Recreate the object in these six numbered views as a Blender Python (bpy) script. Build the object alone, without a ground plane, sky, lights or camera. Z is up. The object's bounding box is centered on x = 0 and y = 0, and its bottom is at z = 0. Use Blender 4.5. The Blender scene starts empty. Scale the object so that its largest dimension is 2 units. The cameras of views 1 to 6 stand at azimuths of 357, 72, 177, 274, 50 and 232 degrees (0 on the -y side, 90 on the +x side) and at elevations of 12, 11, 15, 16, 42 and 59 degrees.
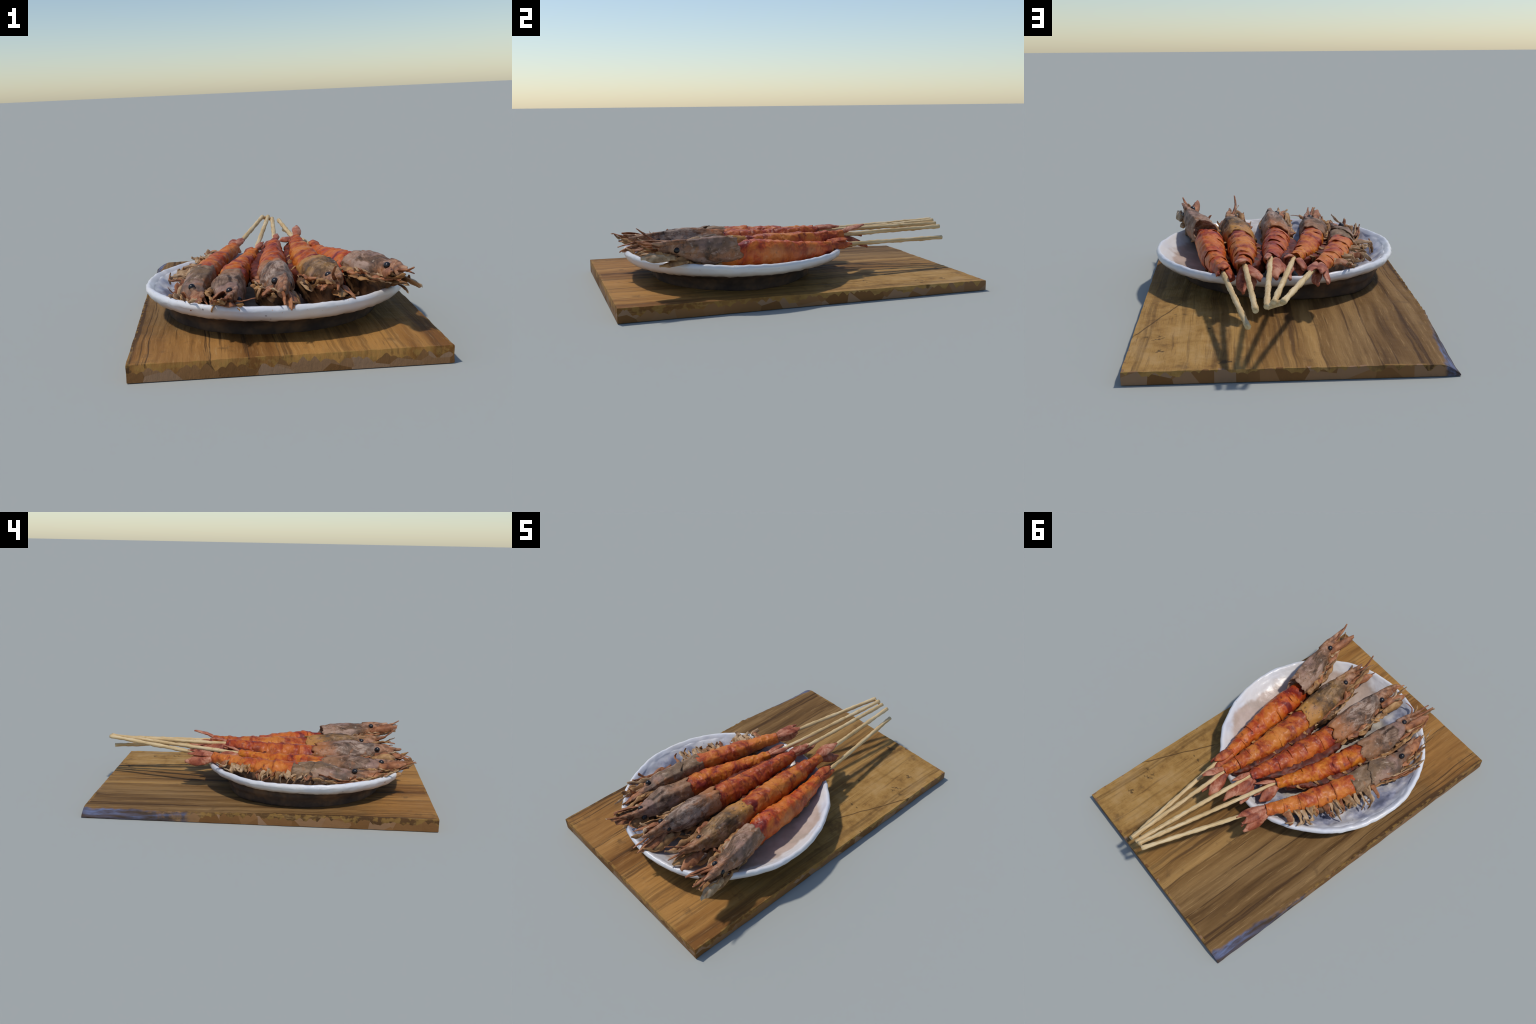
# Five grilled prawns on bamboo skewers, in a white stoneware dish on a wooden board.
import bpy, math, random
import numpy as np
from mathutils import Vector, Matrix, noise

random.seed(7)

# ------------------------------------------------------------------ helpers
def fbm(p, scale, octaves=3, offset=0.0):
    v = Vector((p[0] * scale + offset, p[1] * scale - offset * .7, p[2] * scale + offset * 1.3))
    a, s = 1.0, 0.0
    for _ in range(octaves):
        s += a * noise.noise(v)
        v = v * 2.07
        a *= .5
    return s

def smooth(a, b, x):
    t = min(1.0, max(0.0, (x - a) / (b - a)))
    return t * t * (3 - 2 * t)

def add_object(name, verts, faces, material, parent=None, matrix=None, smooth_shade=True):
    """verts in world space; matrix = world matrix of the parent frame (mesh data are stored in it)."""
    mesh = bpy.data.meshes.new(name)
    if matrix is not None:
        inv = matrix.inverted()
        verts = [inv @ Vector(v) for v in verts]
    mesh.from_pydata([tuple(v) for v in verts], [], faces)
    mesh.materials.append(material)
    if smooth_shade:
        mesh.polygons.foreach_set("use_smooth", [True] * len(mesh.polygons))
    mesh.update()
    obj = bpy.data.objects.new(name, mesh)
    bpy.context.scene.collection.objects.link(obj)
    if parent is not None:
        obj.parent = parent
    return obj

def ring_faces(rows, n, closed=True):
    f = []
    for i in range(rows - 1):
        for j in range(n if closed else n - 1):
            a, b = i * n + j, i * n + (j + 1) % n
            f.append((a, b, b + n, a + n))
    return f

def cap_faces(verts, faces, n, first, last):
    """close both ends of a lofted tube with centre fans"""
    rows = len(verts) // n
    if first:
        c = sum((Vector(v) for v in verts[:n]), Vector()) / n
        k = len(verts); verts.append(c)
        faces += [(k, (j + 1) % n, j) for j in range(n)]
    if last:
        b = (rows - 1) * n
        c = sum((Vector(v) for v in verts[b:b + n]), Vector()) / n
        k = len(verts); verts.append(c)
        faces += [(k, b + j, b + (j + 1) % n) for j in range(n)]

def catmull(points, t):
    """points: list of equal-length tuples, t in 0..len-1"""
    m = len(points) - 1
    i = min(m - 1, max(0, int(math.floor(t))))
    u = t - i
    p0, p1, p2, p3 = points[max(0, i - 1)], points[i], points[i + 1], points[min(m, i + 2)]
    out = []
    for a, b, c, d in zip(p0, p1, p2, p3):
        out.append(.5 * (2 * b + (c - a) * u + (2 * a - 5 * b + 4 * c - d) * u * u + (3 * b - a - 3 * c + d) * u ** 3))
    return out

class Spine:
    """curve of (x, y, z, half width, half height) stations, walked by arc length 0..1"""
    def __init__(self, stations, lean):
        self.st, self.lean = stations, math.radians(lean)
        m, n = len(stations) - 1, 120
        self.ts = [m * k / n for k in range(n + 1)]
        pts = [Vector(catmull(stations, t)[:3]) for t in self.ts]
        d = [0.0]
        for a, b in zip(pts, pts[1:]):
            d.append(d[-1] + (b - a).length)
        self.len = d[-1]
        self.d = np.array(d) / d[-1]
    def at(self, s):
        t = float(np.interp(s, self.d, self.ts))
        q = catmull(self.st, t)
        e = 1e-2
        m = len(self.st) - 1
        a, b = catmull(self.st, max(0, t - e)), catmull(self.st, min(m, t + e))
        T = (Vector(b[:3]) - Vector(a[:3])).normalized()      # towards the tail
        side = T.cross(Vector((0, 0, 1))).normalized()         # points to -x when T is +y ... flipped below
        side = -side if side.x < 0 else side                   # always +x-ish
        up = side.cross(T)
        if up.z < 0: up = -up
        c, sn = math.cos(self.lean), math.sin(self.lean)
        U = up * c + side * sn                                  # the back leans towards +x
        S = side * c - up * sn
        return Vector(q[:3]), T, U, S, q[3], q[4]

def tube(path, radii, n=10, flat=1.0, up=Vector((0, 0, 1)), caps=True, rough=0.0, seed=0.0):
    """tube along a polyline; flat = thickness / width, 'up' = thin direction"""
    verts = []
    m = len(path)
    for i, p in enumerate(path):
        T = (path[min(m - 1, i + 1)] - path[max(0, i - 1)]).normalized()
        S = T.cross(up)
        S = S.normalized() if S.length > 1e-6 else Vector((1, 0, 0))
        U = S.cross(T)
        r = radii[i]
        for j in range(n):
            a = 2 * math.pi * j / n
            v = p + S * (math.cos(a) * r) + U * (math.sin(a) * r * flat)
            if rough:
                v = v + (U + S * .4) * (rough * fbm(v, 30, 2, seed))
            verts.append(v)
    faces = ring_faces(m, n)
    if caps:
        cap_faces(verts, faces, n, True, True)
    return verts, faces

def spline(points, n):
    m = len(points) - 1
    return [Vector(catmull([tuple(p) for p in points], m * k / (n - 1))) for k in range(n)]

# ------------------------------------------------------------------ materials
class Nodes:
    def __init__(self, name, rough=.5, spec=.4):
        self.mat = bpy.data.materials.new(name)
        self.mat.use_nodes = True
        self.t = self.mat.node_tree
        self.bsdf = self.t.nodes["Principled BSDF"]
        self.bsdf.inputs["Roughness"].default_value = rough
        self.bsdf.inputs["Specular IOR Level"].default_value = spec
        self.coord = self.t.nodes.new("ShaderNodeTexCoord").outputs["Object"]
    def node(self, kind, **sets):
        n = self.t.nodes.new(kind)
        for k, v in sets.items():
            setattr(n, k, v)
        return n
    def link(self, a, b):
        self.t.links.new(a, b)
    def feed(self, socket, v):
        if isinstance(v, bpy.types.NodeSocket): self.link(v, socket)
        else: socket.default_value = v
    def mapped(self, scale=(1, 1, 1), loc=(0, 0, 0), rot=(0, 0, 0), vec=None):
        m = self.node("ShaderNodeMapping")
        self.link(vec or self.coord, m.inputs[0])
        m.inputs["Scale"].default_value, m.inputs["Location"].default_value, m.inputs["Rotation"].default_value = scale, loc, rot
        return m.outputs[0]
    def noise(self, scale=5, detail=4, rough=.55, vec=None, distort=0.0):
        n = self.node("ShaderNodeTexNoise")
        self.link(vec or self.coord, n.inputs["Vector"])
        n.inputs["Scale"].default_value, n.inputs["Detail"].default_value = scale, detail
        n.inputs["Roughness"].default_value, n.inputs["Distortion"].default_value = rough, distort
        return n.outputs["Fac"]
    def voronoi(self, scale=5, feature="F1", out="Distance", vec=None):
        n = self.node("ShaderNodeTexVoronoi", feature=feature)
        self.link(vec or self.coord, n.inputs["Vector"])
        n.inputs["Scale"].default_value = scale
        return n.outputs[out]
    def step(self, x, lo, hi):
        n = self.node("ShaderNodeMapRange", interpolation_type="SMOOTHSTEP")
        self.link(x, n.inputs["Value"])
        n.inputs["From Min"].default_value, n.inputs["From Max"].default_value = lo, hi
        return n.outputs[0]
    def math(self, op, a, b=0.0, c=0.0):
        n = self.node("ShaderNodeMath", operation=op)
        for s, v in zip(n.inputs, (a, b, c)): self.feed(s, v)
        return n.outputs[0]
    def ramp(self, x, *stops):
        n = self.node("ShaderNodeValToRGB")
        self.link(x, n.inputs[0])
        e = n.color_ramp.elements
        while len(e) < len(stops): e.new(.5)
        for el, (p, c) in zip(e, stops):
            el.position, el.color = p, (*c, 1)
        return n.outputs[0]
    def mix(self, fac, a, b, mode="MIX"):
        n = self.node("ShaderNodeMix", data_type="RGBA", blend_type=mode)
        self.feed(n.inputs["Factor"], fac)
        for s, v in ((n.inputs[6], a), (n.inputs[7], b)):
            self.feed(s, (*v, 1) if isinstance(v, tuple) else v)
        return n.outputs[2]
    def xyz(self, vec=None):
        n = self.node("ShaderNodeSeparateXYZ")
        self.link(vec or self.coord, n.inputs[0])
        return n.outputs
    def bump(self, height, strength=.3, distance=.01):
        n = self.node("ShaderNodeBump")
        n.inputs["Strength"].default_value, n.inputs["Distance"].default_value = strength, distance
        self.link(height, n.inputs["Height"])
        self.link(n.outputs[0], self.bsdf.inputs["Normal"])
    def done(self, color):
        self.link(color, self.bsdf.inputs["Base Color"])
        return self.mat

def flesh_material(name, light, mid, dark, seed, pale_side=0.0):
    """grilled abdomen shell: orange with dark red sauce and pale rubbed spots"""
    m = Nodes(name, .50, .32)
    v = m.mapped(loc=(seed, seed * 2, -seed))
    rings = m.noise(10, 4, .6, m.mapped((.6, 1.25, .6), (seed, 0, seed)), .5)
    blot = m.noise(8, 5, .62, v, .6)
    c = m.ramp(blot, (.36, dark), (.46, mid), (.58, light))
    c = m.mix(m.math("MULTIPLY", m.step(rings, .50, .66), .8), c, light)
    c = m.mix(m.math("MULTIPLY", m.step(rings, .47, .32), .7), c, dark)
    spots = m.noise(34, 3, .5, v)
    c = m.mix(m.math("MULTIPLY", m.step(spots, .63, .75), .4), c, (.70, .34, .16))
    c = m.mix(m.math("MULTIPLY", m.step(spots, .38, .28), .65), c, (.10, .012, .008))
    if pale_side:
        x = m.xyz()[0]
        edge = m.math("ADD", x, m.math("MULTIPLY", m.noise(9, 3), .05))
        c = m.mix(m.math("MULTIPLY", m.step(edge, .055, .10), pale_side), c, m.ramp(rings, (.4, (.48, .14, .035)), (.6, (.60, .29, .12))))
    m.bump(m.noise(38, 5, .6, v), .55, .009)
    m.bsdf.inputs['Coat Weight'].default_value, m.bsdf.inputs['Coat Roughness'].default_value = .12, .28
    return m.done(c)

def shell_material(name, base, pale, stain, stain_amount, seed, rear=None, rear_color=(.5, .2, .05), rear_amount=0.0, front=-1.0):
    """brown head shell with mauve sheen, stain patches, dark freckles and an orange rear zone"""
    m = Nodes(name, .55, .28)
    v = m.mapped(loc=(seed * 3, -seed, seed))
    streak = m.noise(10, 5, .65, m.mapped((1.5, .6, 1.5), (seed, seed, 0)), 1.0)
    c = m.ramp(streak, (.37, tuple(k * .36 for k in base)), (.47, base), (.57, pale))
    lilac = m.noise(8, 3, .5, v)
    c = m.mix(m.math("MULTIPLY", m.step(lilac, .54, .66), .55), c, (.44, .26, .20))
    warm = m.noise(12, 4, .6, m.mapped(loc=(5, seed, seed)), .6)
    c = m.mix(m.math("MULTIPLY", m.step(warm, .55, .66), .6), c, (.38, .15, .055))
    dusk = m.noise(6, 3, .5, m.mapped(loc=(seed, 9, 2)))
    c = m.mix(m.math("MULTIPLY", m.step(dusk, .52, .62), .7), c, (.085, .058, .042))
    st = m.noise(6.5, 4, .6, m.mapped(loc=(-seed, 4, seed)), .7)
    c = m.mix(m.math("MULTIPLY", m.step(st, 1.0 - stain_amount - .08, 1.0 - stain_amount + .10), .85), c, stain)
    if rear_amount:
        y = m.math("ADD", m.xyz()[1], m.math("MULTIPLY", m.math("SUBTRACT", m.noise(10, 4, .6, v), .5), .30))
        c = m.mix(m.math("MULTIPLY", m.step(y, rear - .17, rear - .03), rear_amount), c, rear_color)
    face = m.math("ADD", m.xyz()[1], m.math("MULTIPLY", m.math("SUBTRACT", m.noise(12, 4, .6, v), .5), .22))
    c = m.mix(m.math("MULTIPLY", m.step(face, front + .17, front + .06), .75), c, m.ramp(m.noise(22, 4, .6, v, .6), (.38, (.12, .045, .02)), (.5, (.34, .13, .05)), (.62, (.50, .26, .14))))
    fine = m.noise(45, 4, .6, v)
    c = m.mix(m.math("MULTIPLY", m.step(fine, .42, .30), .7), c, (.075, .042, .026))
    c = m.mix(m.math("MULTIPLY", m.step(fine, .61, .72), .6), c, (.56, .42, .31))
    m.bump(m.noise(40, 5, .6, v), .5, .008)
    return m.done(c)

def limb_material(name, light, mid, dark, seed=0.0, scale=18):
    m = Nodes(name, .55, .35)
    v = m.mapped(loc=(seed, seed, 2 * seed))
    c = m.ramp(m.noise(scale, 4, .6, v, .6), (.32, dark), (.48, mid), (.64, light))
    fine = m.noise(60, 3, .6, v)
    c = m.mix(m.math("MULTIPLY", m.step(fine, .42, .30), .5), c, dark)
    m.bump(fine, .3, .004)
    return m.done(c)

def bamboo_material():
    m = Nodes("bamboo", .6, .3)
    v = m.mapped((60, 5, 60))
    c = m.ramp(m.noise(1.0, 4, .6, v), (.3, (.50, .32, .13)), (.5, (.68, .48, .24)), (.7, (.78, .62, .38)))
    spot = m.noise(22, 3, .6)
    c = m.mix(m.math("MULTIPLY", m.step(spot, .60, .72), .5), c, (.42, .24, .06))
    m.bump(m.noise(40, 3), .3, .004)
    return m.done(c)

def glaze_material():
    m = Nodes("white_glaze", .32, .5)
    x, y, z = m.xyz()
    big = m.noise(3.2, 4, .6)
    c = m.ramp(big, (.32, (.62, .62, .68)), (.46, (.74, .73, .75)), (.62, (.80, .76, .73)))
    # warm buff floor; cool lavender-grey pooling towards the -x wall
    r = m.math("SQRT", m.math("ADD", m.math("POWER", x, 2.0), m.math("POWER", y, 2.0)))
    wob = m.math("MULTIPLY", m.math("SUBTRACT", m.noise(6, 3), .5), .16)
    floor = m.step(m.math("ADD", r, wob), .565, .535)
    warm = m.step(m.math("ADD", x, wob), -.05, .15)
    cool = m.math("SUBTRACT", 1.0, warm)
    buff = m.ramp(m.noise(9, 4, .6), (.36, (.44, .335, .26)), (.5, (.55, .405, .32)), (.64, (.62, .48, .40)))
    tan = m.ramp(m.noise(11, 5, .65), (.38, (.26, .23, .21)), (.48, (.42, .36, .28)), (.62, (.58, .53, .45)))
    pool = m.ramp(m.noise(9, 4, .6), (.38, (.16, .18, .28)), (.5, (.40, .41, .51)), (.62, (.68, .66, .67)))
    tan = m.mix(m.step(m.math("ADD", r, wob), .36, .46), tan, pool)
    c = m.mix(m.math("MULTIPLY", floor, .9), c, m.mix(warm, tan, buff))
    # thin warm wash paints the board's bounce light on the lower outside wall
    c = m.mix(m.math("MULTIPLY", m.step(m.math("ADD", z, m.math("MULTIPLY", wob, .2)), .132, .104), m.math("MULTIPLY", m.step(r, .53, .58), .6)), c, (.46, .32, .19))
    pits = m.step(m.voronoi(26), .16, .07)
    pick = m.step(m.noise(7, 2), .50, .60)
    c = m.mix(m.math("MULTIPLY", m.math("MULTIPLY", pits, pick), m.math("MULTIPLY", cool, .75)), c, (.22, .19, .22))
    speck = m.step(m.noise(70, 2, .5), .70, .76)
    c = m.mix(m.math("MULTIPLY", speck, .5), c, (.62, .36, .22))
    m.bump(m.noise(40, 4), .25, .006)
    return m.done(c)

def baked_shade_material():
    m = Nodes("baked_shade_brown", .8, .2)
    c = m.ramp(m.noise(8, 4, .6), (.35, (.05, .035, .028)), (.5, (.085, .055, .038)), (.68, (.17, .095, .05)))  # near-black browns paint in the shade beneath the dish rim
    m.bump(m.noise(40, 4), .4, .006)
    return m.done(c)

def wood_material():
    m = Nodes("oiled_wood", .72, .18)
    x, y, z = m.xyz()
    warp = m.math("MULTIPLY", m.math("SUBTRACT", m.noise(1.3, 3), .5), .07)
    gx = m.math("ADD", x, warp)
    comb = m.node("ShaderNodeCombineXYZ")
    m.link(gx, comb.inputs[0]); m.link(y, comb.inputs[1]); m.link(z, comb.inputs[2])
    grain_v = comb.outputs[0]
    broad = m.noise(1.0, 4, .6, m.mapped((8, .5, 3), vec=grain_v), .3)
    fine = m.noise(1.0, 4, .6, m.mapped((24, .42, 8), vec=grain_v), .12)
    hair = m.noise(1.0, 4, .7, m.mapped((90, 5, 30), vec=grain_v))
    mottle = m.noise(9, 5, .65)
    c = m.ramp(broad, (.34, (.20, .09, .022)), (.46, (.33, .165, .042)), (.60, (.44, .245, .075)))
    # the -x side of the plank is darker heartwood, the +x side pale sapwood
    heart = m.step(m.math("ADD", x, m.math("MULTIPLY", m.math("SUBTRACT", broad, .5), .8)), .22, -.30)
    c = m.mix(m.math("MULTIPLY", heart, .82), c, m.ramp(broad, (.38, (.075, .038, .014)), (.5, (.155, .082, .030)), (.62, (.235, .135, .055))))
    ochre = m.math("MULTIPLY", m.step(m.math("ADD", x, m.math("MULTIPLY", m.math("SUBTRACT", mottle, .5), .5)), .12, .35), m.step(y, -.3, .15))
    c = m.mix(m.math("MULTIPLY", ochre, .6), c, m.ramp(mottle, (.36, (.32, .17, .045)), (.5, (.46, .265, .08)), (.64, (.53, .33, .13))))
    # reddish oiled wear towards the front end
    red = m.math("MULTIPLY", m.step(m.math("ADD", y, m.math("MULTIPLY", m.math("SUBTRACT", mottle, .5), .7)), -.40, -.80), .7)
    c = m.mix(red, c, m.ramp(broad, (.36, (.22, .085, .018)), (.6, (.46, .21, .05))))
    line = m.step(fine, .465, .40)
    c = m.mix(m.math("MULTIPLY", line, m.math("MULTIPLY_ADD", heart, .50, .36)), c, (.075, .036, .014))
    c = m.mix(m.math("MULTIPLY", m.step(hair, .55, .72), .40), c, (.52, .32, .13))
    c = m.mix(m.math("MULTIPLY", m.step(hair, .45, .30), .45), c, (.11, .055, .02))
    c = m.mix(m.math("MULTIPLY", m.step(mottle, .42, .28), .5), c, (.13, .07, .028))
    # long curved scratch and worm marks in the sapwood
    wig = m.math("MULTIPLY", m.math("SUBTRACT", m.noise(7, 2), .5), .03)
    off = m.math("ABSOLUTE", m.math("ADD", m.math("SUBTRACT", x, m.math("MULTIPLY_ADD", y, .40, .385)), wig))
    scratch = m.math("MULTIPLY", m.step(off, .006, .002), m.math("MULTIPLY", m.step(y, .18, .24), m.step(y, .80, .70)))
    c = m.mix(m.math("MULTIPLY", scratch, .8), c, (.09, .045, .016))
    worm = m.step(m.noise(34, 3, .6), .53, .60)
    for cx, cy, r in ((.555, .655, .060), (.460, .360, .045), (.25, .93, .05), (.52, .80, .03), (.33, .55, .03)):
        d = m.math("SQRT", m.math("ADD", m.math("POWER", m.math("SUBTRACT", x, cx), 2.0), m.math("POWER", m.math("MULTIPLY", m.math("SUBTRACT", y, cy), 1.4), 2.0)))
        c = m.mix(m.math("MULTIPLY", m.math("MULTIPLY", m.step(d, r, r * .5), worm), .85), c, (.09, .05, .02))
    # bevelled wane coloured dark, with a blue reflection painted along it
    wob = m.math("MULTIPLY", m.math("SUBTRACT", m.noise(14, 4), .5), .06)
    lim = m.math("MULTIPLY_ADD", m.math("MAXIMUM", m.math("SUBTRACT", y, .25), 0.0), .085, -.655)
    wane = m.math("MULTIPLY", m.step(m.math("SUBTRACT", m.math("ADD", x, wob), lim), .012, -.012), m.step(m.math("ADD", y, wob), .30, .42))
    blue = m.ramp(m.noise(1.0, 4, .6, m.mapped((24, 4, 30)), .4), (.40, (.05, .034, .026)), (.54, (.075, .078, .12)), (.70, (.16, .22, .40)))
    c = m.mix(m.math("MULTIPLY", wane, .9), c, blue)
    # rough-sawn sides: plain brown facets below a ragged oiled edge
    rag = m.voronoi(26, vec=m.mapped((1, 1, .25)))
    edge = m.math("ADD", z, m.math("MULTIPLY", m.math("SUBTRACT", rag, .35), .05))
    low = m.step(edge, .053, .051)
    out = m.math("MAXIMUM", m.step(m.math("ABSOLUTE", x), .632, .637), m.step(m.math("ABSOLUTE", y), .985, .990))
    facets = m.node("ShaderNodeTexVoronoi")
    m.link(m.coord, facets.inputs["Vector"]); facets.inputs["Scale"].default_value = 8
    side = m.ramp(facets.outputs["Color"], (.2, (.19, .085, .026)), (.5, (.26, .125, .045)), (.8, (.31, .18, .10)))
    sides = m.math("MULTIPLY", out, m.math("SUBTRACT", 1.0, wane))
    c = m.mix(m.math("MULTIPLY", sides, m.math("MULTIPLY", m.step(m.noise(30, 3), .45, .6), .55)), c, (.36, .20, .05))
    c = m.mix(m.math("MULTIPLY", low, sides), c, side)
    h = m.math("ADD", m.math("MULTIPLY", fine, .8), m.math("MULTIPLY_ADD", hair, .4, m.math("MULTIPLY", m.noise(30, 4), .5)))
    m.bump(h, .6, .008)
    return m.done(c)

WOOD, GLAZE, BAKED_SHADE, BAMBOO = wood_material(), glaze_material(), baked_shade_material(), bamboo_material()
EYE = Nodes("black_eye", .30, .5)
EYE = EYE.done(EYE.ramp(EYE.noise(30), (.4, (.006, .005, .006)), (.7, (.03, .022, .022))))
LEG = limb_material("dry_leg", (.50, .27, .10), (.34, .165, .06), (.13, .06, .026), 1.0)
PALE_LEG = limb_material("pale_leg", (.58, .40, .24), (.42, .25, .12), (.19, .10, .05), 4.0)
TIP = limb_material("feeler_orange", (.50, .21, .09), (.32, .115, .045), (.13, .045, .02), 2.0)
BELLY = limb_material("belly_dark_red", (.20, .036, .012), (.11, .019, .008), (.04, .010, .006), 6.0)
SKIRT = limb_material("gill_brown", (.22, .11, .045), (.11, .055, .025), (.035, .018, .012), 7.0)
TAIL = limb_material("tail_pink", (.56, .25, .15), (.38, .10, .045), (.17, .03, .016), 3.0)
TAIL_RED = limb_material("tail_red", (.60, .18, .05), (.42, .075, .018), (.18, .022, .010), 5.0)

# ------------------------------------------------------------------ wooden board
def board_top(x, y):
    """height of the board's upper face"""
    return .0735 - .0105 * (y + 1) - .004 * (.5 - x) * smooth(-.5, 1, y)

def build_board():
    nx, ny = 150, 260
    bottom, verts, faces = [], [], []
    for i in range(ny + 1):
        v = i / ny
        y = -1 + 2 * v
        for j in range(nx + 1):
            u = j / nx
            x = -.644 + 1.288 * u
            # bevelled, ragged wane at the back of the -x edge
            wane = .005 + .085 * smooth(.30, 1.08, y) ** 1.4
            ragged = .012 * fbm((0, y, 0), 13, 4, 3)
            top = board_top(x, y)
            t = min(1.0, max(0.0, (x + .644) / max(.006, wane + ragged)))
            low = top * (1 - .90 * smooth(.35, .95, y))
            z = low + (top - low) * (1 - (1 - t) ** 1.9)
            chip = .010 * smooth(-.5, .0, y) * smooth(.05, 0, x + .644) * max(0, fbm((x * .6, y, 0), 24, 3, 6))
            z += chip * smooth(.9, .5, y)
            if j:
                z += .0016 * fbm((x * 5, y * .5, 0), 7, 3) + .0016 * fbm((x, y, 0), 14, 2, 9)
            ex = .0025 * fbm((0, y, 1), 9, 2)
            verts.append(Vector((x + (ex if j in (0, nx) else 0), y, z)))
    n = nx + 1
    faces = ring_faces(ny + 1, n, False)
    # skirt: run round the border, drop to the ground in two steps, close the underside
    border = [j for j in range(n)] + [i * n + nx for i in range(1, ny + 1)] + \
             [ny * n + j for j in range(nx - 1, -1, -1)] + [i * n for i in range(ny - 1, 0, -1)]
    m = len(border)
    rows = [border]
    for k, f in enumerate((.93, .5, .06, 0.0)):
        row = []
        for b in border:
            p = verts[b]
            q = Vector((p.x, p.y, p.z * f))
            grow = .003 if f < .95 else .0012
            if abs(p.y) > .999: q.y += math.copysign(grow if f > 0 else .002, p.y) * .3
            if abs(p.x) > .63: q.x += math.copysign(grow if f > 0 else .002, p.x) * .5
            if f == .5:
                q += Vector((math.copysign(1, p.x) * .0025 * fbm(q, 7, 2), 0, 0)) if abs(p.x) > .63 else Vector((0, math.copysign(.0012, p.y) * fbm(q, 7, 2), 0))
            row.append(len(verts)); verts.append(q)
        rows.append(row)
    for a, b in zip(rows, rows[1:]):
        for j in range(m):
            k = (j + 1) % m
            faces.append((a[k], a[j], b[j], b[k]))
    c = len(verts); verts.append(Vector((0, 0, 0)))
    last = rows[-1]
    faces += [(last[(j + 1) % m], last[j], c) for j in range(m)]
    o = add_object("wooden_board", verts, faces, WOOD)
    o["label"] = "thick rectangular brown wooden serving board with a blue reflection painted on its bevelled edge"
    o["category"] = "wooden board"
    mod = o.modifiers.new("split", "EDGE_SPLIT"); mod.split_angle = math.radians(40)
    return o

build_board()

# ------------------------------------------------------------------ dish
CX, CY = .0067, -.2612
RIM_Z = .2255
def wall_shift(a):
    """the lower wall and foot are not round: they bulge towards the back left"""
    deg = math.degrees(a) % 360
    return float(np.interp(deg, [0, 45, 90, 135, 180, 225, 270, 315, 360], [.004, -.045, -.020, .072, .048, .004, -.025, -.020, .004]))

INNER = [(0, .118), (.15, .118), (.30, .122), (.40, .132), (.48, .152), (.535, .178), (.573, .207), (.60, .228), (.75, .30)]
def dish_floor(p, gap=.008):
    r = math.hypot(p.x - CX, p.y - CY)
    return float(np.interp(r, [a for a, _ in INNER], [b for _, b in INNER])) + gap

def build_dish():
    frame = Matrix.Translation((CX, CY, .066))
    root = bpy.data.objects.new("dish", None)
    root.matrix_world = frame
    bpy.context.scene.collection.objects.link(root)
    root["label"] = "round white glazed stoneware dish with wavy rim"
    root["category"] = "dish"
    # profile from the middle of the floor, over the rim, down to the foot: (radius, height above ground)
    inner = INNER[:7]
    rim = [(.588, .2215), (.598, .2265), (.608, .2225), (.613, .210)]
    outer = [(.609, .197), (.599, .182), (.583, .168), (.560, .160)]
    prof = spline([Vector((r, 0, z)) for r, z in inner], 40)[:-1] + spline([Vector((r, 0, z)) for r, z in [inner[-1]] + rim + outer], 44)
    n = 260
    verts = []
    for pi_, p in enumerate(prof):
        for j in range(n):
            a = 2 * math.pi * j / n
            ca, sa = math.cos(a), math.sin(a)
            r, z = p.x, p.z
            near = smooth(.30, .6, r)
            r += near * (.006 * fbm((ca, sa, 0), 2.2, 2, 5) + .0035 * fbm((ca, sa, z), 7, 2, 1) + .002 * fbm((ca, sa, z), 22, 1, 2))
            x, y = r * ca, r * sa
            z += -.015 * y * near * (1 if pi_ < 40 else smooth(.160, .20, p.z)) + .002 * near * fbm((ca, sa, 0), 2.5, 2, 8) + .0035 * near * fbm((ca, sa, p.z * 3), 14, 2, 4)
            if pi_ < 40:                                   # beaten, pitted inside on the -x half
                left = smooth(.15, -.25, x)
                z += left * smooth(.2, .4, r) * smooth(.60, .55, r) * (.010 * fbm((x, y, 0), 17, 3, 2))
            verts.append(Vector((CX + x, CY + y, z)))
    faces = ring_faces(len(prof), n)
    cap_faces(verts, faces, n, True, False)
    add_object("bowl", verts, faces, GLAZE, root, frame)
    foot = [(.560, .166), (.570, .163), (.527, .149), (.492, .128), (.474, .100), (.466, .0655), (.44, .0655), (.43, .085), (.30, .088), (0.02, .088)]
    pf = spline([Vector((r, 0, z)) for r, z in foot], 30)
    verts = []
    for p in pf:
        for j in range(n):
            a = 2 * math.pi * j / n
            r = p.x + wall_shift(a) * smooth(.2, .45, p.x) * smooth(.170, .125, p.z) + .004 * fbm((math.cos(a), math.sin(a), p.z * 8), 5, 2)
            verts.append(Vector((CX + r * math.cos(a), CY + r * math.sin(a), p.z)))
    faces = ring_faces(len(pf), n)
    cap_faces(verts, faces, n, False, True)
    add_object("foot_ring", verts, faces, BAKED_SHADE, root, frame)

build_dish()

# ------------------------------------------------------------------ prawns
def section(a, w, h, keel, flat_belly):
    """prawn cross-section: a = 0 at the back, pi at the belly; egg shape with a dorsal keel"""
    sx, cz = math.sin(a), math.cos(a)
    x = w * sx * (1 - .10 * cz)
    z = h * cz
    if cz > 0:
        z += keel * h * max(0.0, 1 - abs(math.sin(a)) * 2.2) ** 1.5
        x *= 1 - keel * .25 * cz
    else:
        z *= 1 - flat_belly * .35
    return x, z

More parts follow.
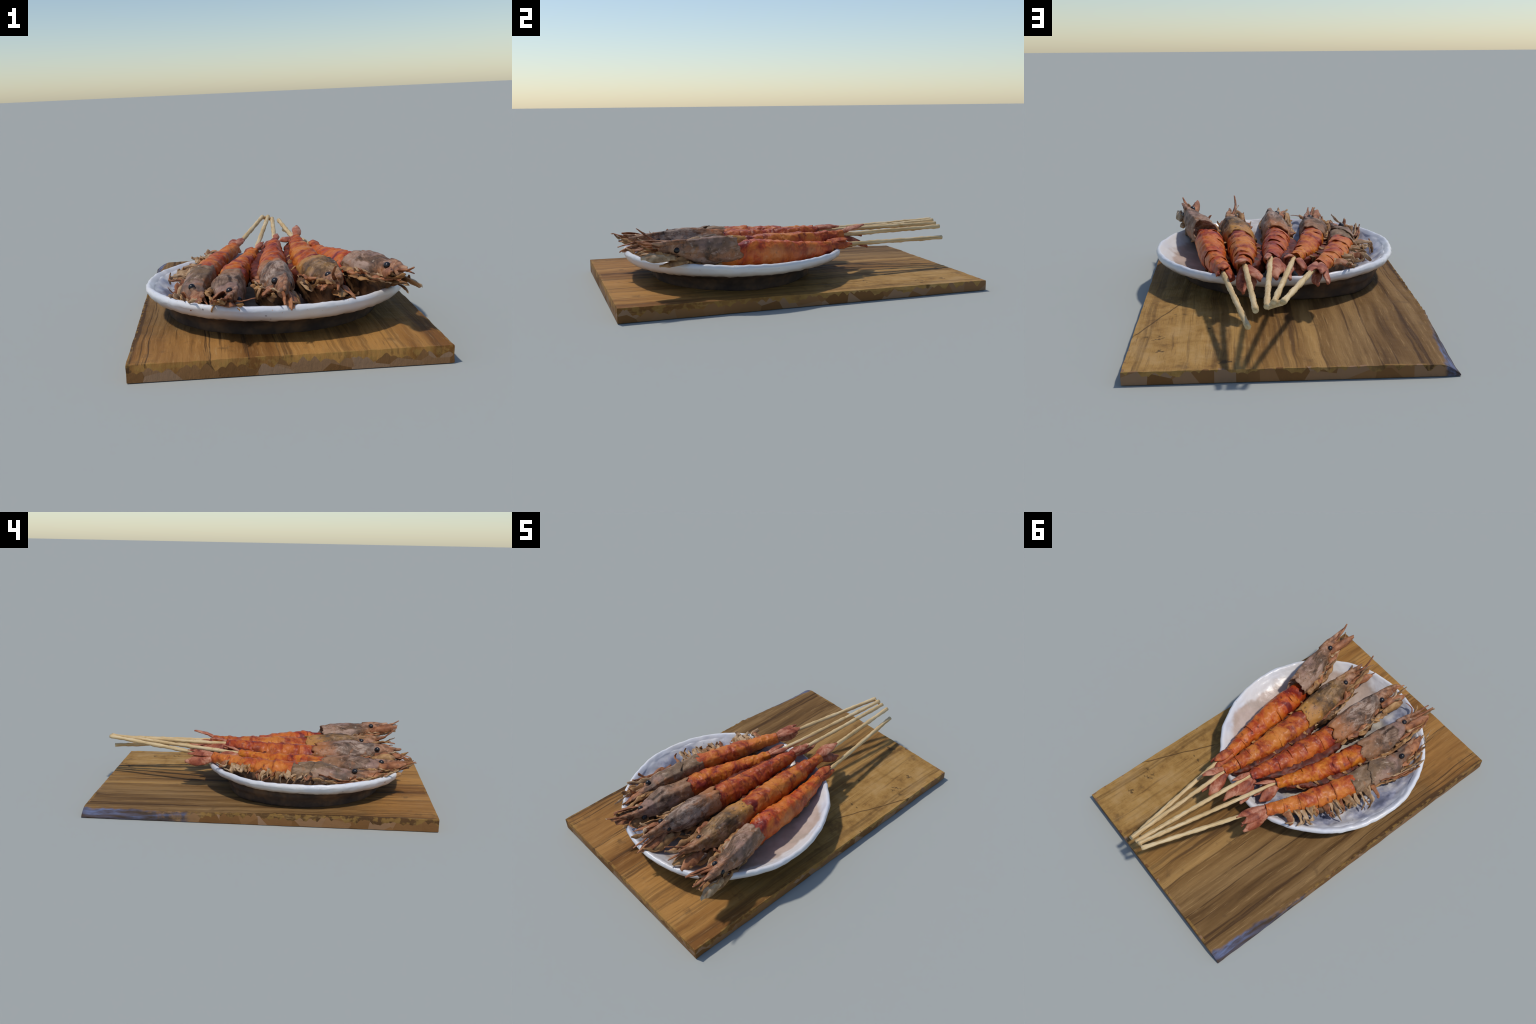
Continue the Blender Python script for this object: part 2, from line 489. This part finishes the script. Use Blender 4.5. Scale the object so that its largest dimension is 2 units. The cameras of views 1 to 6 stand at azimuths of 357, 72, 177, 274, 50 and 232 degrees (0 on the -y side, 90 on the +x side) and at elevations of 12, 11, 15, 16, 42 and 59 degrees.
def loft_body(sp, s0, s1, rows, n, grow, keel=0.0, wrinkle=.003, seed=0.0, freq=18, lip=0.0, edge=0.0):
    """outer shell of the body from s0 to s1; grow(t) scales the section; lip folds the rear edge inwards"""
    verts = []
    for i in range(rows):
        t = i / (rows - 1)
        P, T, U, S, w, h = sp.at(s0 + (s1 - s0) * t)
        g = grow(t)
        for j in range(n):
            a = 2 * math.pi * j / n
            x, z = section(a, w * g, h * g, keel, .3)
            v = P + S * x + U * z
            if edge:                                          # ragged rear edge, the cheeks reaching further back
                v = v + T * (t ** 3 * edge * (.9 * fbm((math.cos(a), math.sin(a), 0), 1.6, 3, seed + 2) - .35 * math.cos(2 * a)))
            d = S * (x / w) + U * (z / h)
            if d.length > 1e-6: d.normalize()
            q = fbm(v, freq, 3, seed) * wrinkle + fbm(v, freq * 2.6, 2, seed + 5) * wrinkle * .45
            verts.append(v + d * q)
    faces = ring_faces(rows, n)
    if lip:
        P, T, U, S, w, h = sp.at(s1)
        base = (rows - 1) * n
        for k, (sh, back) in enumerate(((.93, .0), (.86, -.012))):
            row0 = len(verts)
            for j in range(n):
                v = verts[base + j]
                verts.append(P + (v - P) * (1 - (1 - sh) * lip) + T * back)
            prev = base if k == 0 else row0 - n
            for j in range(n):
                faces.append((prev + j, prev + (j + 1) % n, row0 + (j + 1) % n, row0 + j))
        # close deeper inside
        P2 = sp.at(max(0, s1 - .06))[0]
        c = len(verts); verts.append(P2)
        row0 = c - n
        faces += [(row0 + j, row0 + (j + 1) % n, c) for j in range(n)]
    else:
        k = len(verts); verts.append(sp.at(s1)[0])
        b = (rows - 1) * n
        faces += [(k, b + j, b + (j + 1) % n) for j in range(n)]
    k = len(verts); verts.append(sp.at(s0)[0])
    faces += [(k, (j + 1) % n, j) for j in range(n)]
    # outward winding whatever the direction of the spine
    a, b, c = verts[faces[0][0]], verts[faces[0][1]], verts[faces[0][2]]
    if (b - a).cross(c - a).dot(a - sp.at(s0)[0]) < 0:
        faces = [tuple(reversed(f)) for f in faces]
    return verts, faces

def blade(base, tip, width, thick, up, bend=0.0, curl=0.0, rows=14, n=12, seed=0.0, point=.25, root=.45):
    """flattened leaf-like plate (tail fan lobe, antennal scale)"""
    base, tip = Vector(base), Vector(tip)
    axis = tip - base
    T = axis.normalized()
    S = T.cross(Vector(up)).normalized()
    U = S.cross(T)
    verts = []
    for i in range(rows):
        t = i / (rows - 1)
        prof = (root + (1 - root) * smooth(0, .45, t)) * (1 - (1 - point) * smooth(.62, 1.0, t) ** 1.3)
        c = base + axis * t + U * (bend * 4 * t * (1 - t) * axis.length)
        for j in range(n):
            a = 2 * math.pi * j / n
            x, z = math.cos(a) * width * prof, math.sin(a) * thick * (1 - .5 * t)
            v = c + S * x + U * (z - curl * x * x / max(width, 1e-4) + .10 * width * math.exp(-(x / (.25 * width)) ** 2) * prof)
            v = v + U * (.004 * fbm(v, 26, 2, seed)) + S * (.003 * fbm(v, 30, 2, seed + 3))
            verts.append(v)
    faces = ring_faces(rows, n)
    cap_faces(verts, faces, n, True, True)
    return verts, faces

def ball(center, r, axes, rows=14, n=18):
    S, U, T = axes
    verts = []
    for i in range(rows):
        th = math.pi * (i + .5) / rows
        for j in range(n):
            a = 2 * math.pi * j / n
            verts.append(center + S * (r * math.sin(th) * math.cos(a)) + T * (r * 1.1 * math.sin(th) * math.sin(a)) + U * (r * math.cos(th)))
    faces = ring_faces(rows, n)
    cap_faces(verts, faces, n, True, True)
    return verts, faces

def V(*a): return Vector(a)

PRAWNS = [
    dict(lean=30, label="grilled prawn with lifted head shell on bamboo skewer",
         head=[(.485, -.765, .318, .020, .022), (.472, -.690, .310, .034, .040), (.428, -.53, .285, .066, .070), (.395, -.43, .275, .067, .075), (.374, -.360, .270, .062, .072)],
         body=[(.385, -.45, .230, .046, .052), (.362, -.345, .230, .056, .062), (.345, -.24, .238, .066, .070), (.327, -.06, .226, .060, .064), (.302, .10, .224, .047, .048), (.270, .235, .230, .033, .034)],
         eyes=[(.446, -.690, .344), (.503, -.680, .306)], end=(.167, .997, .219), entry=(.274, .27, .236),
         tail=[((.262, .22, .252), (.268, .345, .262), .030, .012, (0, .3, 1)), ((.250, .22, .235), (.232, .385, .218), .032, .012, (-.7, .2, .6)),
               ((.285, .20, .238), (.285, .36, .238), .026, .012, (.9, 0, .4))],
         feelers=[((.478, -.73, .325), (.50, -.83, .345), (.516, -.88, .367), .011), ((.482, -.73, .32), (.51, -.80, .335), (.522, -.862, .335), .008), ((.46, -.70, .325), (.446, -.79, .338), (.428, -.862, .352), .011)],
         scales=[((.515, -.69, .275), (.548, -.866, .287), .028, .005, (.75, .1, .65)), ((.442, -.68, .305), (.422, -.858, .345), .026, .008, (-.8, .2, .5)), ((.47, -.66, .26), (.50, -.83, .285), .034, .006, (.1, .2, .95)), ((.500, -.62, .245), (.520, -.77, .236), .017, .006, (.6, 0, .7))],
         flesh=((.62, .155, .016), (.47, .058, .007), (.19, .013, .006)), pale=.75, shell=((.20, .108, .060), (.42, .275, .20), (.42, .17, .06), .36), rear=((.30, .14, .06), .35), red_tail=True, brown=0),
    dict(lean=28, label="grilled prawn with olive-brown head shell on bamboo skewer",
         head=[(.226, -.73, .285, .016, .020), (.233, -.63, .268, .037, .040), (.214, -.48, .249, .080, .079), (.198, -.36, .243, .081, .078), (.184, -.245, .240, .070, .068)],
         body=[(.195, -.33, .240, .055, .055), (.183, -.235, .239, .066, .064), (.176, -.08, .240, .066, .065), (.172, .08, .247, .056, .057), (.170, .22, .256, .041, .043), (.170, .35, .272, .029, .030)],
         eyes=[(.203, -.607, .297), (.268, -.628, .262)], end=(.137, .996, .281), entry=(.166, .36, .274),
         tail=[((.175, .33, .285), (.194, .475, .327), .026, .011, (.2, -.2, 1)), ((.150, .34, .268), (.107, .500, .250), .034, .012, (-.3, .1, .9)),
               ((.180, .34, .262), (.178, .505, .195), .032, .012, (.4, .5, .6)), ((.165, .34, .258), (.135, .47, .200), .030, .012, (0, .5, .8))],
         feelers=[((.225, -.70, .29), (.205, -.77, .335), (.211, -.832, .383), .010), ((.235, -.70, .28), (.225, -.78, .285), (.215, -.83, .28), .010), ((.20, -.66, .27), (.17, -.76, .275), (.158, -.81, .285), .008)],
         scales=[((.20, -.64, .26), (.16, -.79, .275), .026, .006, (-.6, 0, .8)), ((.27, -.64, .245), (.285, -.80, .235), .030, .006, (.6, 0, .8)), ((.24, -.66, .245), (.235, -.815, .245), .034, .006, (0, .1, 1))],
         flesh=((.62, .195, .024), (.43, .070, .008), (.18, .015, .007)), pale=0, shell=((.165, .088, .036), (.34, .20, .10), (.44, .22, .045), .42), rear=((.50, .22, .045), .85), red_tail=False, brown=0),
    dict(lean=20, label="grilled prawn with grey striped head shell on bamboo skewer",
         head=[(-.008, -.80, .272, .018, .022), (.000, -.70, .273, .036, .042), (-.006, -.55, .260, .072, .074), (-.008, -.42, .254, .074, .074), (-.007, -.315, .247, .066, .064)],
         body=[(-.004, -.40, .245, .052, .052), (-.006, -.305, .244, .062, .059), (.004, -.16, .245, .063, .062), (.020, .02, .254, .052, .052), (.033, .14, .268, .041, .042), (.043, .25, .282, .028, .028)],
         eyes=[(-.037, -.695, .305), (.036, -.685, .282)], end=(.096, .995, .294), entry=(.050, .27, .284),
         tail=[((.052, .24, .295), (.070, .355, .308), .018, .010, (.3, 0, 1)), ((.025, .24, .276), (.012, .385, .250), .032, .012, (-.4, .3, .8)),
               ((.050, .24, .270), (.030, .455, .240), .032, .012, (.1, .3, .9)), ((.015, .24, .268), (-.034, .385, .215), .028, .012, (-.5, .4, .7))],
         feelers=[((-.004, -.76, .28), (-.006, -.84, .268), (-.010, -.905, .250), .010), ((.012, -.76, .27), (.022, -.84, .255), (.016, -.90, .228), .010), ((-.03, -.74, .27), (-.07, -.81, .285), (-.088, -.85, .283), .008)],
         scales=[((-.050, -.68, .270), (-.085, -.832, .278), .028, .006, (-.5, 0, .85)), ((.020, -.70, .25), (.020, -.885, .232), .034, .006, (.2, .1, 1)), ((.050, -.67, .24), (.055, -.82, .215), .028, .006, (.7, 0, .6)), ((-.085, -.66, .25), (-.108, -.80, .272), .030, .006, (-.9, .1, .4))],
         flesh=((.56, .13, .014), (.38, .046, .007), (.16, .012, .007)), pale=0, shell=((.185, .105, .066), (.45, .32, .24), (.44, .12, .04), .34), rear=((.46, .16, .04), .7), red_tail=False, brown=0),
    dict(lean=34, label="grilled prawn with smooth brown head shell on bamboo skewer",
         head=[(-.236, -.80, .252, .018, .020), (-.222, -.715, .240, .036, .038), (-.225, -.57, .228, .072, .068), (-.216, -.46, .227, .074, .070), (-.204, -.372, .226, .067, .064)],
         body=[(-.206, -.45, .226, .050, .052), (-.203, -.36, .226, .062, .060), (-.178, -.22, .226, .062, .060), (-.137, -.06, .227, .052, .051), (-.105, .05, .236, .041, .040), (-.072, .155, .250, .028, .028)],
         eyes=[(-.224, -.705, .279), (-.178, -.712, .226)], end=(.070, .992, .308), entry=(-.060, .19, .256),
         tail=[((-.065, .15, .262), (-.014, .262, .285), .016, .009, (.3, -.2, 1)), ((-.090, .15, .245), (-.101, .295, .240), .034, .014, (-.6, .2, .7)),
               ((-.055, .15, .242), (-.040, .29, .215), .028, .012, (.3, .5, .7)), ((-.085, .14, .235), (-.085, .27, .200), .026, .012, (-.3, .5, .7))],
         feelers=[((-.232, -.77, .26), (-.248, -.85, .272), (-.261, -.905, .290), .010), ((-.225, -.77, .255), (-.222, -.84, .272), (-.232, -.895, .292), .009), ((-.215, -.76, .24), (-.175, -.82, .255), (-.120, -.815, .262), .006)],
         scales=[((-.252, -.69, .252), (-.286, -.845, .284), .026, .006, (-.7, 0, .7)), ((-.225, -.71, .225), (-.240, -.87, .248), .036, .006, (.1, .1, 1)), ((-.185, -.69, .215), (-.190, -.84, .222), .028, .006, (.7, 0, .7)), ((-.265, -.66, .215), (-.300, -.82, .225), .028, .006, (-.9, 0, .4))],
         flesh=((.66, .195, .013), (.48, .078, .007), (.19, .014, .007)), pale=0, shell=((.165, .092, .054), (.34, .22, .15), (.42, .18, .06), .30), rear=((.42, .20, .09), .6), red_tail=False, brown=0),
    dict(lean=42, label="grilled prawn with trailing legs on bamboo skewer",
         head=[(-.358, -.66, .222, .018, .022), (-.372, -.56, .210, .036, .044), (-.380, -.46, .208, .058, .064), (-.368, -.385, .214, .062, .074), (-.352, -.305, .222, .064, .080)],
         body=[(-.365, -.39, .215, .052, .060), (-.347, -.28, .218, .060, .070), (-.332, -.17, .217, .060, .068), (-.280, .02, .222, .053, .060), (-.225, .18, .237, .041, .044), (-.171, .305, .250, .028, .030)],
         eyes=[(-.388, -.535, .262), (-.325, -.560, .212)], end=(.036, .994, .310), entry=(-.150, .34, .259),
         tail=[((-.160, .29, .262), (-.114, .470, .272), .024, .010, (.2, .1, 1)), ((-.190, .29, .246), (-.188, .478, .222), .034, .013, (-.8, .1, .5)),
               ((-.165, .29, .242), (-.150, .465, .212), .030, .012, (.6, .2, .6)), ((-.180, .29, .260), (-.165, .465, .268), .026, .010, (-.2, .1, 1))],
         feelers=[((-.362, -.63, .225), (-.350, -.69, .235), (-.340, -.735, .236), .010), ((-.372, -.61, .215), (-.375, -.69, .21), (-.36, -.735, .222), .009)],
         scales=[((-.385, -.57, .225), (-.355, -.735, .228), .030, .006, (-.5, .1, .85)), ((-.405, -.55, .200), (-.385, -.72, .205), .030, .006, (-.8, .1, .5)), ((-.35, -.57, .19), (-.33, -.72, .195), .028, .006, (.5, .1, .8))],
         flesh=((.62, .18, .022), (.48, .082, .012), (.23, .022, .009)), pale=0, shell=((.155, .09, .048), (.31, .205, .13), (.40, .19, .07), .32), rear=((.30, .17, .08), .4), red_tail=False, brown=1),
]

def build_prawn(k, d):
    head = Spine(d["head"], d["lean"])
    body = Spine([(x, y, z, w * 1.03, h * .98) for x, y, z, w, h in d["body"]], d["lean"])
    a, b = Vector(d["body"][-1][:3]), Vector(d["head"][0][:3])
    mid = (a + b) / 2
    yaw = math.atan2((a - b).x, (a - b).y)
    frame = Matrix.Translation((mid.x, mid.y, .13)) @ Matrix.Rotation(-yaw, 4, 'Z')
    root = bpy.data.objects.new("skewered_prawn", None)
    root.matrix_world = frame
    bpy.context.scene.collection.objects.link(root)
    root["label"], root["category"] = d["label"], "grilled prawn"
    put = lambda name, vf, mat: add_object(name, vf[0], vf[1], mat, root, frame)
    rnd = random.Random(100 + k)
    seed = 3.7 * k
    flesh = flesh_material("grilled_flesh", *d["flesh"], seed, d["pale"])
    rear = (frame.inverted() @ head.at(1)[0]).y
    shell = shell_material("head_shell", *d["shell"], seed, rear, *d["rear"], front=rear - head.len)

    # head shell, its rear rim standing proud of the first ring
    put("carapace", loft_body(head, 0, 1, 46, 72, lambda t: 1.0 + .02 * smooth(.85, 1, t), .11, .009, seed, 11, lip=1.0, edge=.035), shell)
    P, T, U, S, w, h = head.at(.12)
    Pe = head.at(.30)
    # ridge running out into the rostrum
    path = [Pe[0] + Pe[2] * (Pe[5] * 1.02), P + U * (h * 1.05), head.at(0)[0] + head.at(0)[2] * .026, head.at(0)[0] + U * .030 - T * .045]
    put("rostrum", tube(spline(path, 16), [.004 + .011 * math.sin(math.pi * min(1, .15 + .85 * i / 15)) ** .7 for i in range(16)], 10, .8, S, rough=.004, seed=seed), shell)

    # abdomen rings
    cuts = [.10, .27, .43, .58, .72, .85, 1.0]
    for i in range(6):
        s0, s1 = cuts[i] - (.05 if i else .10), cuts[i + 1] + .012
        s1 = min(1.0, s1)
        mat = shell if i < d["brown"] else flesh
        swell = .025 + .035 * rnd.random()
        off = rnd.uniform(-.012, .018)
        grow = lambda t, sw=swell, o=off: 1 + o - .06 * (1 - smooth(0, .30, t)) + sw * math.sin(math.pi * min(1, t * 1.02)) + .034 * smooth(.70, 1, t)
        put("abdomen_ring", loft_body(body, max(0, s0), s1, 26, 64, grow, .06, .0085, seed + i * 1.7, 13, lip=.5 if i < 5 else .4), mat)

    for c in d["eyes"]:
        c = Vector(c)
        q = head.at(.22)
        out = (c - q[0]).normalized()
        put("eye", ball(c - out * .009, .0155, (q[3], q[2], q[1])), EYE)
        put("eye_stalk", tube(spline([q[0] + (c - q[0]) * .35, c - out * .010], 6), [.012, .0125, .013, .0135, .013, .010], 10), shell)

    for i, (p0, p1, w_, th, up) in enumerate(d["tail"]):
        put("tail_lobe", blade(p0, p1, w_, th, up, .05, .12, seed=seed + i, rows=18, n=16), TAIL_RED if d["red_tail"] else TAIL)
    for i, (p0, p1, p2, r) in enumerate(d["feelers"]):
        n = 16
        put("feeler", tube(spline([V(*p0), V(*p1), V(*p2)], n), [r * (1 - .62 * j / (n - 1)) for j in range(n)], 9, .7, rough=.004, seed=seed + i), TIP)
    for i, (p0, p1, w_, th, up) in enumerate(d["scales"]):
        put("antenna_scale", blade(p0, p1, w_, th, up, .04, .25, seed=seed + 2 * i, rows=18, n=14, point=.35, root=.6), ((PALE_LEG if k == 0 else TIP), TIP, LEG, LEG)[i % 4])

    # soft belly between the rings and the dish, with the gill skirt under the head
    for name, sp, s0, s1, mat in (("belly", body, .05, .93, SKIRT if k == 4 else BELLY), ("gill_skirt", head, .24, .95, SKIRT)):
        rows, n, verts = 40, 40, []
        for i in range(rows):
            t = i / (rows - 1)
            P, T, U, S, w, h = sp.at(s0 + (s1 - s0) * t)
            q = P - V(0, 0, h * .35)
            shift = (.030, .050, .050, .042, .030)[k] if name == "belly" else (.034, .030, .032, .032, .020)[k]
            q.x -= shift * math.sin(math.pi * (.15 + .7 * t))
            fl = dish_floor(q, .0)
            half = max(.012, min(q.z - fl, h * 1.5))
            taper = .45 + .55 * math.sin(math.pi * min(1, max(0, .12 + .8 * t)))
            for j in range(n):
                a = 2 * math.pi * j / n
                v = q + Vector((1, 0, 0)) * (math.cos(a) * w * ((1.0, 1.15, 1.15, 1.05, 1.0)[k] if name == 'belly' else .95) * taper) + V(0, 0, math.sin(a) * (half if math.sin(a) < 0 else h * ((.25, .45, .45, .42, .2)[k] if name == 'belly' else .35)))
                d_ = (v - q).normalized()
                v = v + d_ * (.016 * fbm((v.x, v.y * 1.8, v.z), 24, 3, seed + 1))
                v.z = max(v.z, dish_floor(v, .001))
                verts.append(v)
        faces = ring_faces(rows, n)
        cap_faces(verts, faces, n, True, True)
        put(name, (verts, faces), mat)
    # walking legs folded forwards under the head: ragged flat strips
    for i in range(14):
        side = 1 if i % 4 == 3 else -1
        s = .98 - .055 * i
        P, T, U, S, w, h = head.at(max(.2, s))
        p0 = P + S * (side * w * rnd.uniform(.5, 1.0)) - U * (h * rnd.uniform(.35, .8))
        reach = rnd.uniform(.13, .25)
        p1 = p0 - T * (reach * .4) + S * (side * rnd.uniform(.0, .025)) - V(0, 0, rnd.uniform(0, .02))
        p2 = p0 - T * (reach * .75) + S * (side * rnd.uniform(-.015, .03)) - V(0, 0, rnd.uniform(-.012, .015))
        p3 = p0 - T * reach + S * (side * rnd.uniform(-.025, .035)) - V(0, 0, rnd.uniform(-.03, .012))
        pts = [p0, p1, p2, p3]
        for p in pts: p.z = max(p.z, dish_floor(p, .010))
        w0 = rnd.uniform(.009, .018)
        put("leg", tube(spline(pts, 18), [w0 * (1 + .35 * math.sin(j * 1.1 + i)) * (1 - .6 * (j / 17) ** 2) for j in range(18)], 8, rnd.uniform(.25, .5), (U + S * (side * rnd.uniform(-.5, 1.2))).normalized(), rough=.010, seed=seed + i), (LEG, PALE_LEG, TIP, LEG)[i % 4])
    # swimmerets under the abdomen
    for i in range(5):
        s = (cuts[i] + cuts[i + 1]) / 2 + .01
        P, T, U, S, w, h = body.at(s)
        for side in (-1, 1):
            show = k == 4 and side == -1
            for c in range(5 if show else 1):
                s_ = s + rnd.uniform(-.07, .07) * (1 if show else .3)
                P, T, U, S, w, h = body.at(s_)
                p0 = P + S * (side * w * rnd.uniform(.75, .95)) - U * (h * rnd.uniform(.3, .6))
                if show:
                    drop = rnd.uniform(.05, .115) * (1 - .05 * i)
                    sw = rnd.uniform(-.015, .04)
                    p1 = p0 + V(-drop * .45, sw * .3, rnd.uniform(-.012, .010))
                    p2 = p0 + V(-drop * .95, sw * .8, rnd.uniform(-.030, .006))
                    p3 = p0 + V(-drop * rnd.uniform(.75, 1.30), sw * 1.2 + rnd.uniform(-.03, .03), rnd.uniform(-.05, .028))
                    r = rnd.uniform(.009, .028)
                else:
                    p1 = p0 - U * .020 + S * (side * .008) - T * .01
                    p2 = p0 - U * .035 - T * .03
                    p3 = p0 - U * .040 - T * .05
                    r = .018
                for p in (p1, p2, p3):
                    p.z = max(p.z, dish_floor(p, .008))
                put("swimmeret", tube(spline([p0, p1, p2, p3], 16), [r * (1 - .65 * j / 15) for j in range(16)], 10, .35, (U + T * rnd.uniform(-.8, .8)).normalized(), rough=.008, seed=seed + i + c * 3), (PALE_LEG, PALE_LEG, LEG, PALE_LEG, TIP)[c] if show else LEG)

    # bamboo skewer, from inside the body out past the tail
    e0, e1 = Vector(d["entry"]), Vector(d["end"])
    start = e0 + (e0 - e1).normalized() * .10
    n = 60
    pts = [start + (e1 - start) * (j / (n - 1)) for j in range(n)]
    put("skewer", tube(pts, [.0120 + .0010 * math.sin(j * .55 + k * 2) + .0008 * math.sin(j * 1.7 + k) for j in range(n)], 14, 1.0, rough=.0022, seed=seed), BAMBOO)
    return root

roots = [build_prawn(k, d) for k, d in enumerate(PRAWNS)]
# a split of bamboo lying across the ends of three skewers
bpy.context.view_layer.update()
v, f = tube(spline([V(.095, .990, .290), V(.068, .985, .298), V(.036, .985, .306)], 14), [.012] * 14, 10, .45, V(0, 1, .25), rough=.002)
add_object("bamboo_splinter", v, f, BAMBOO, roots[3], roots[3].matrix_world)
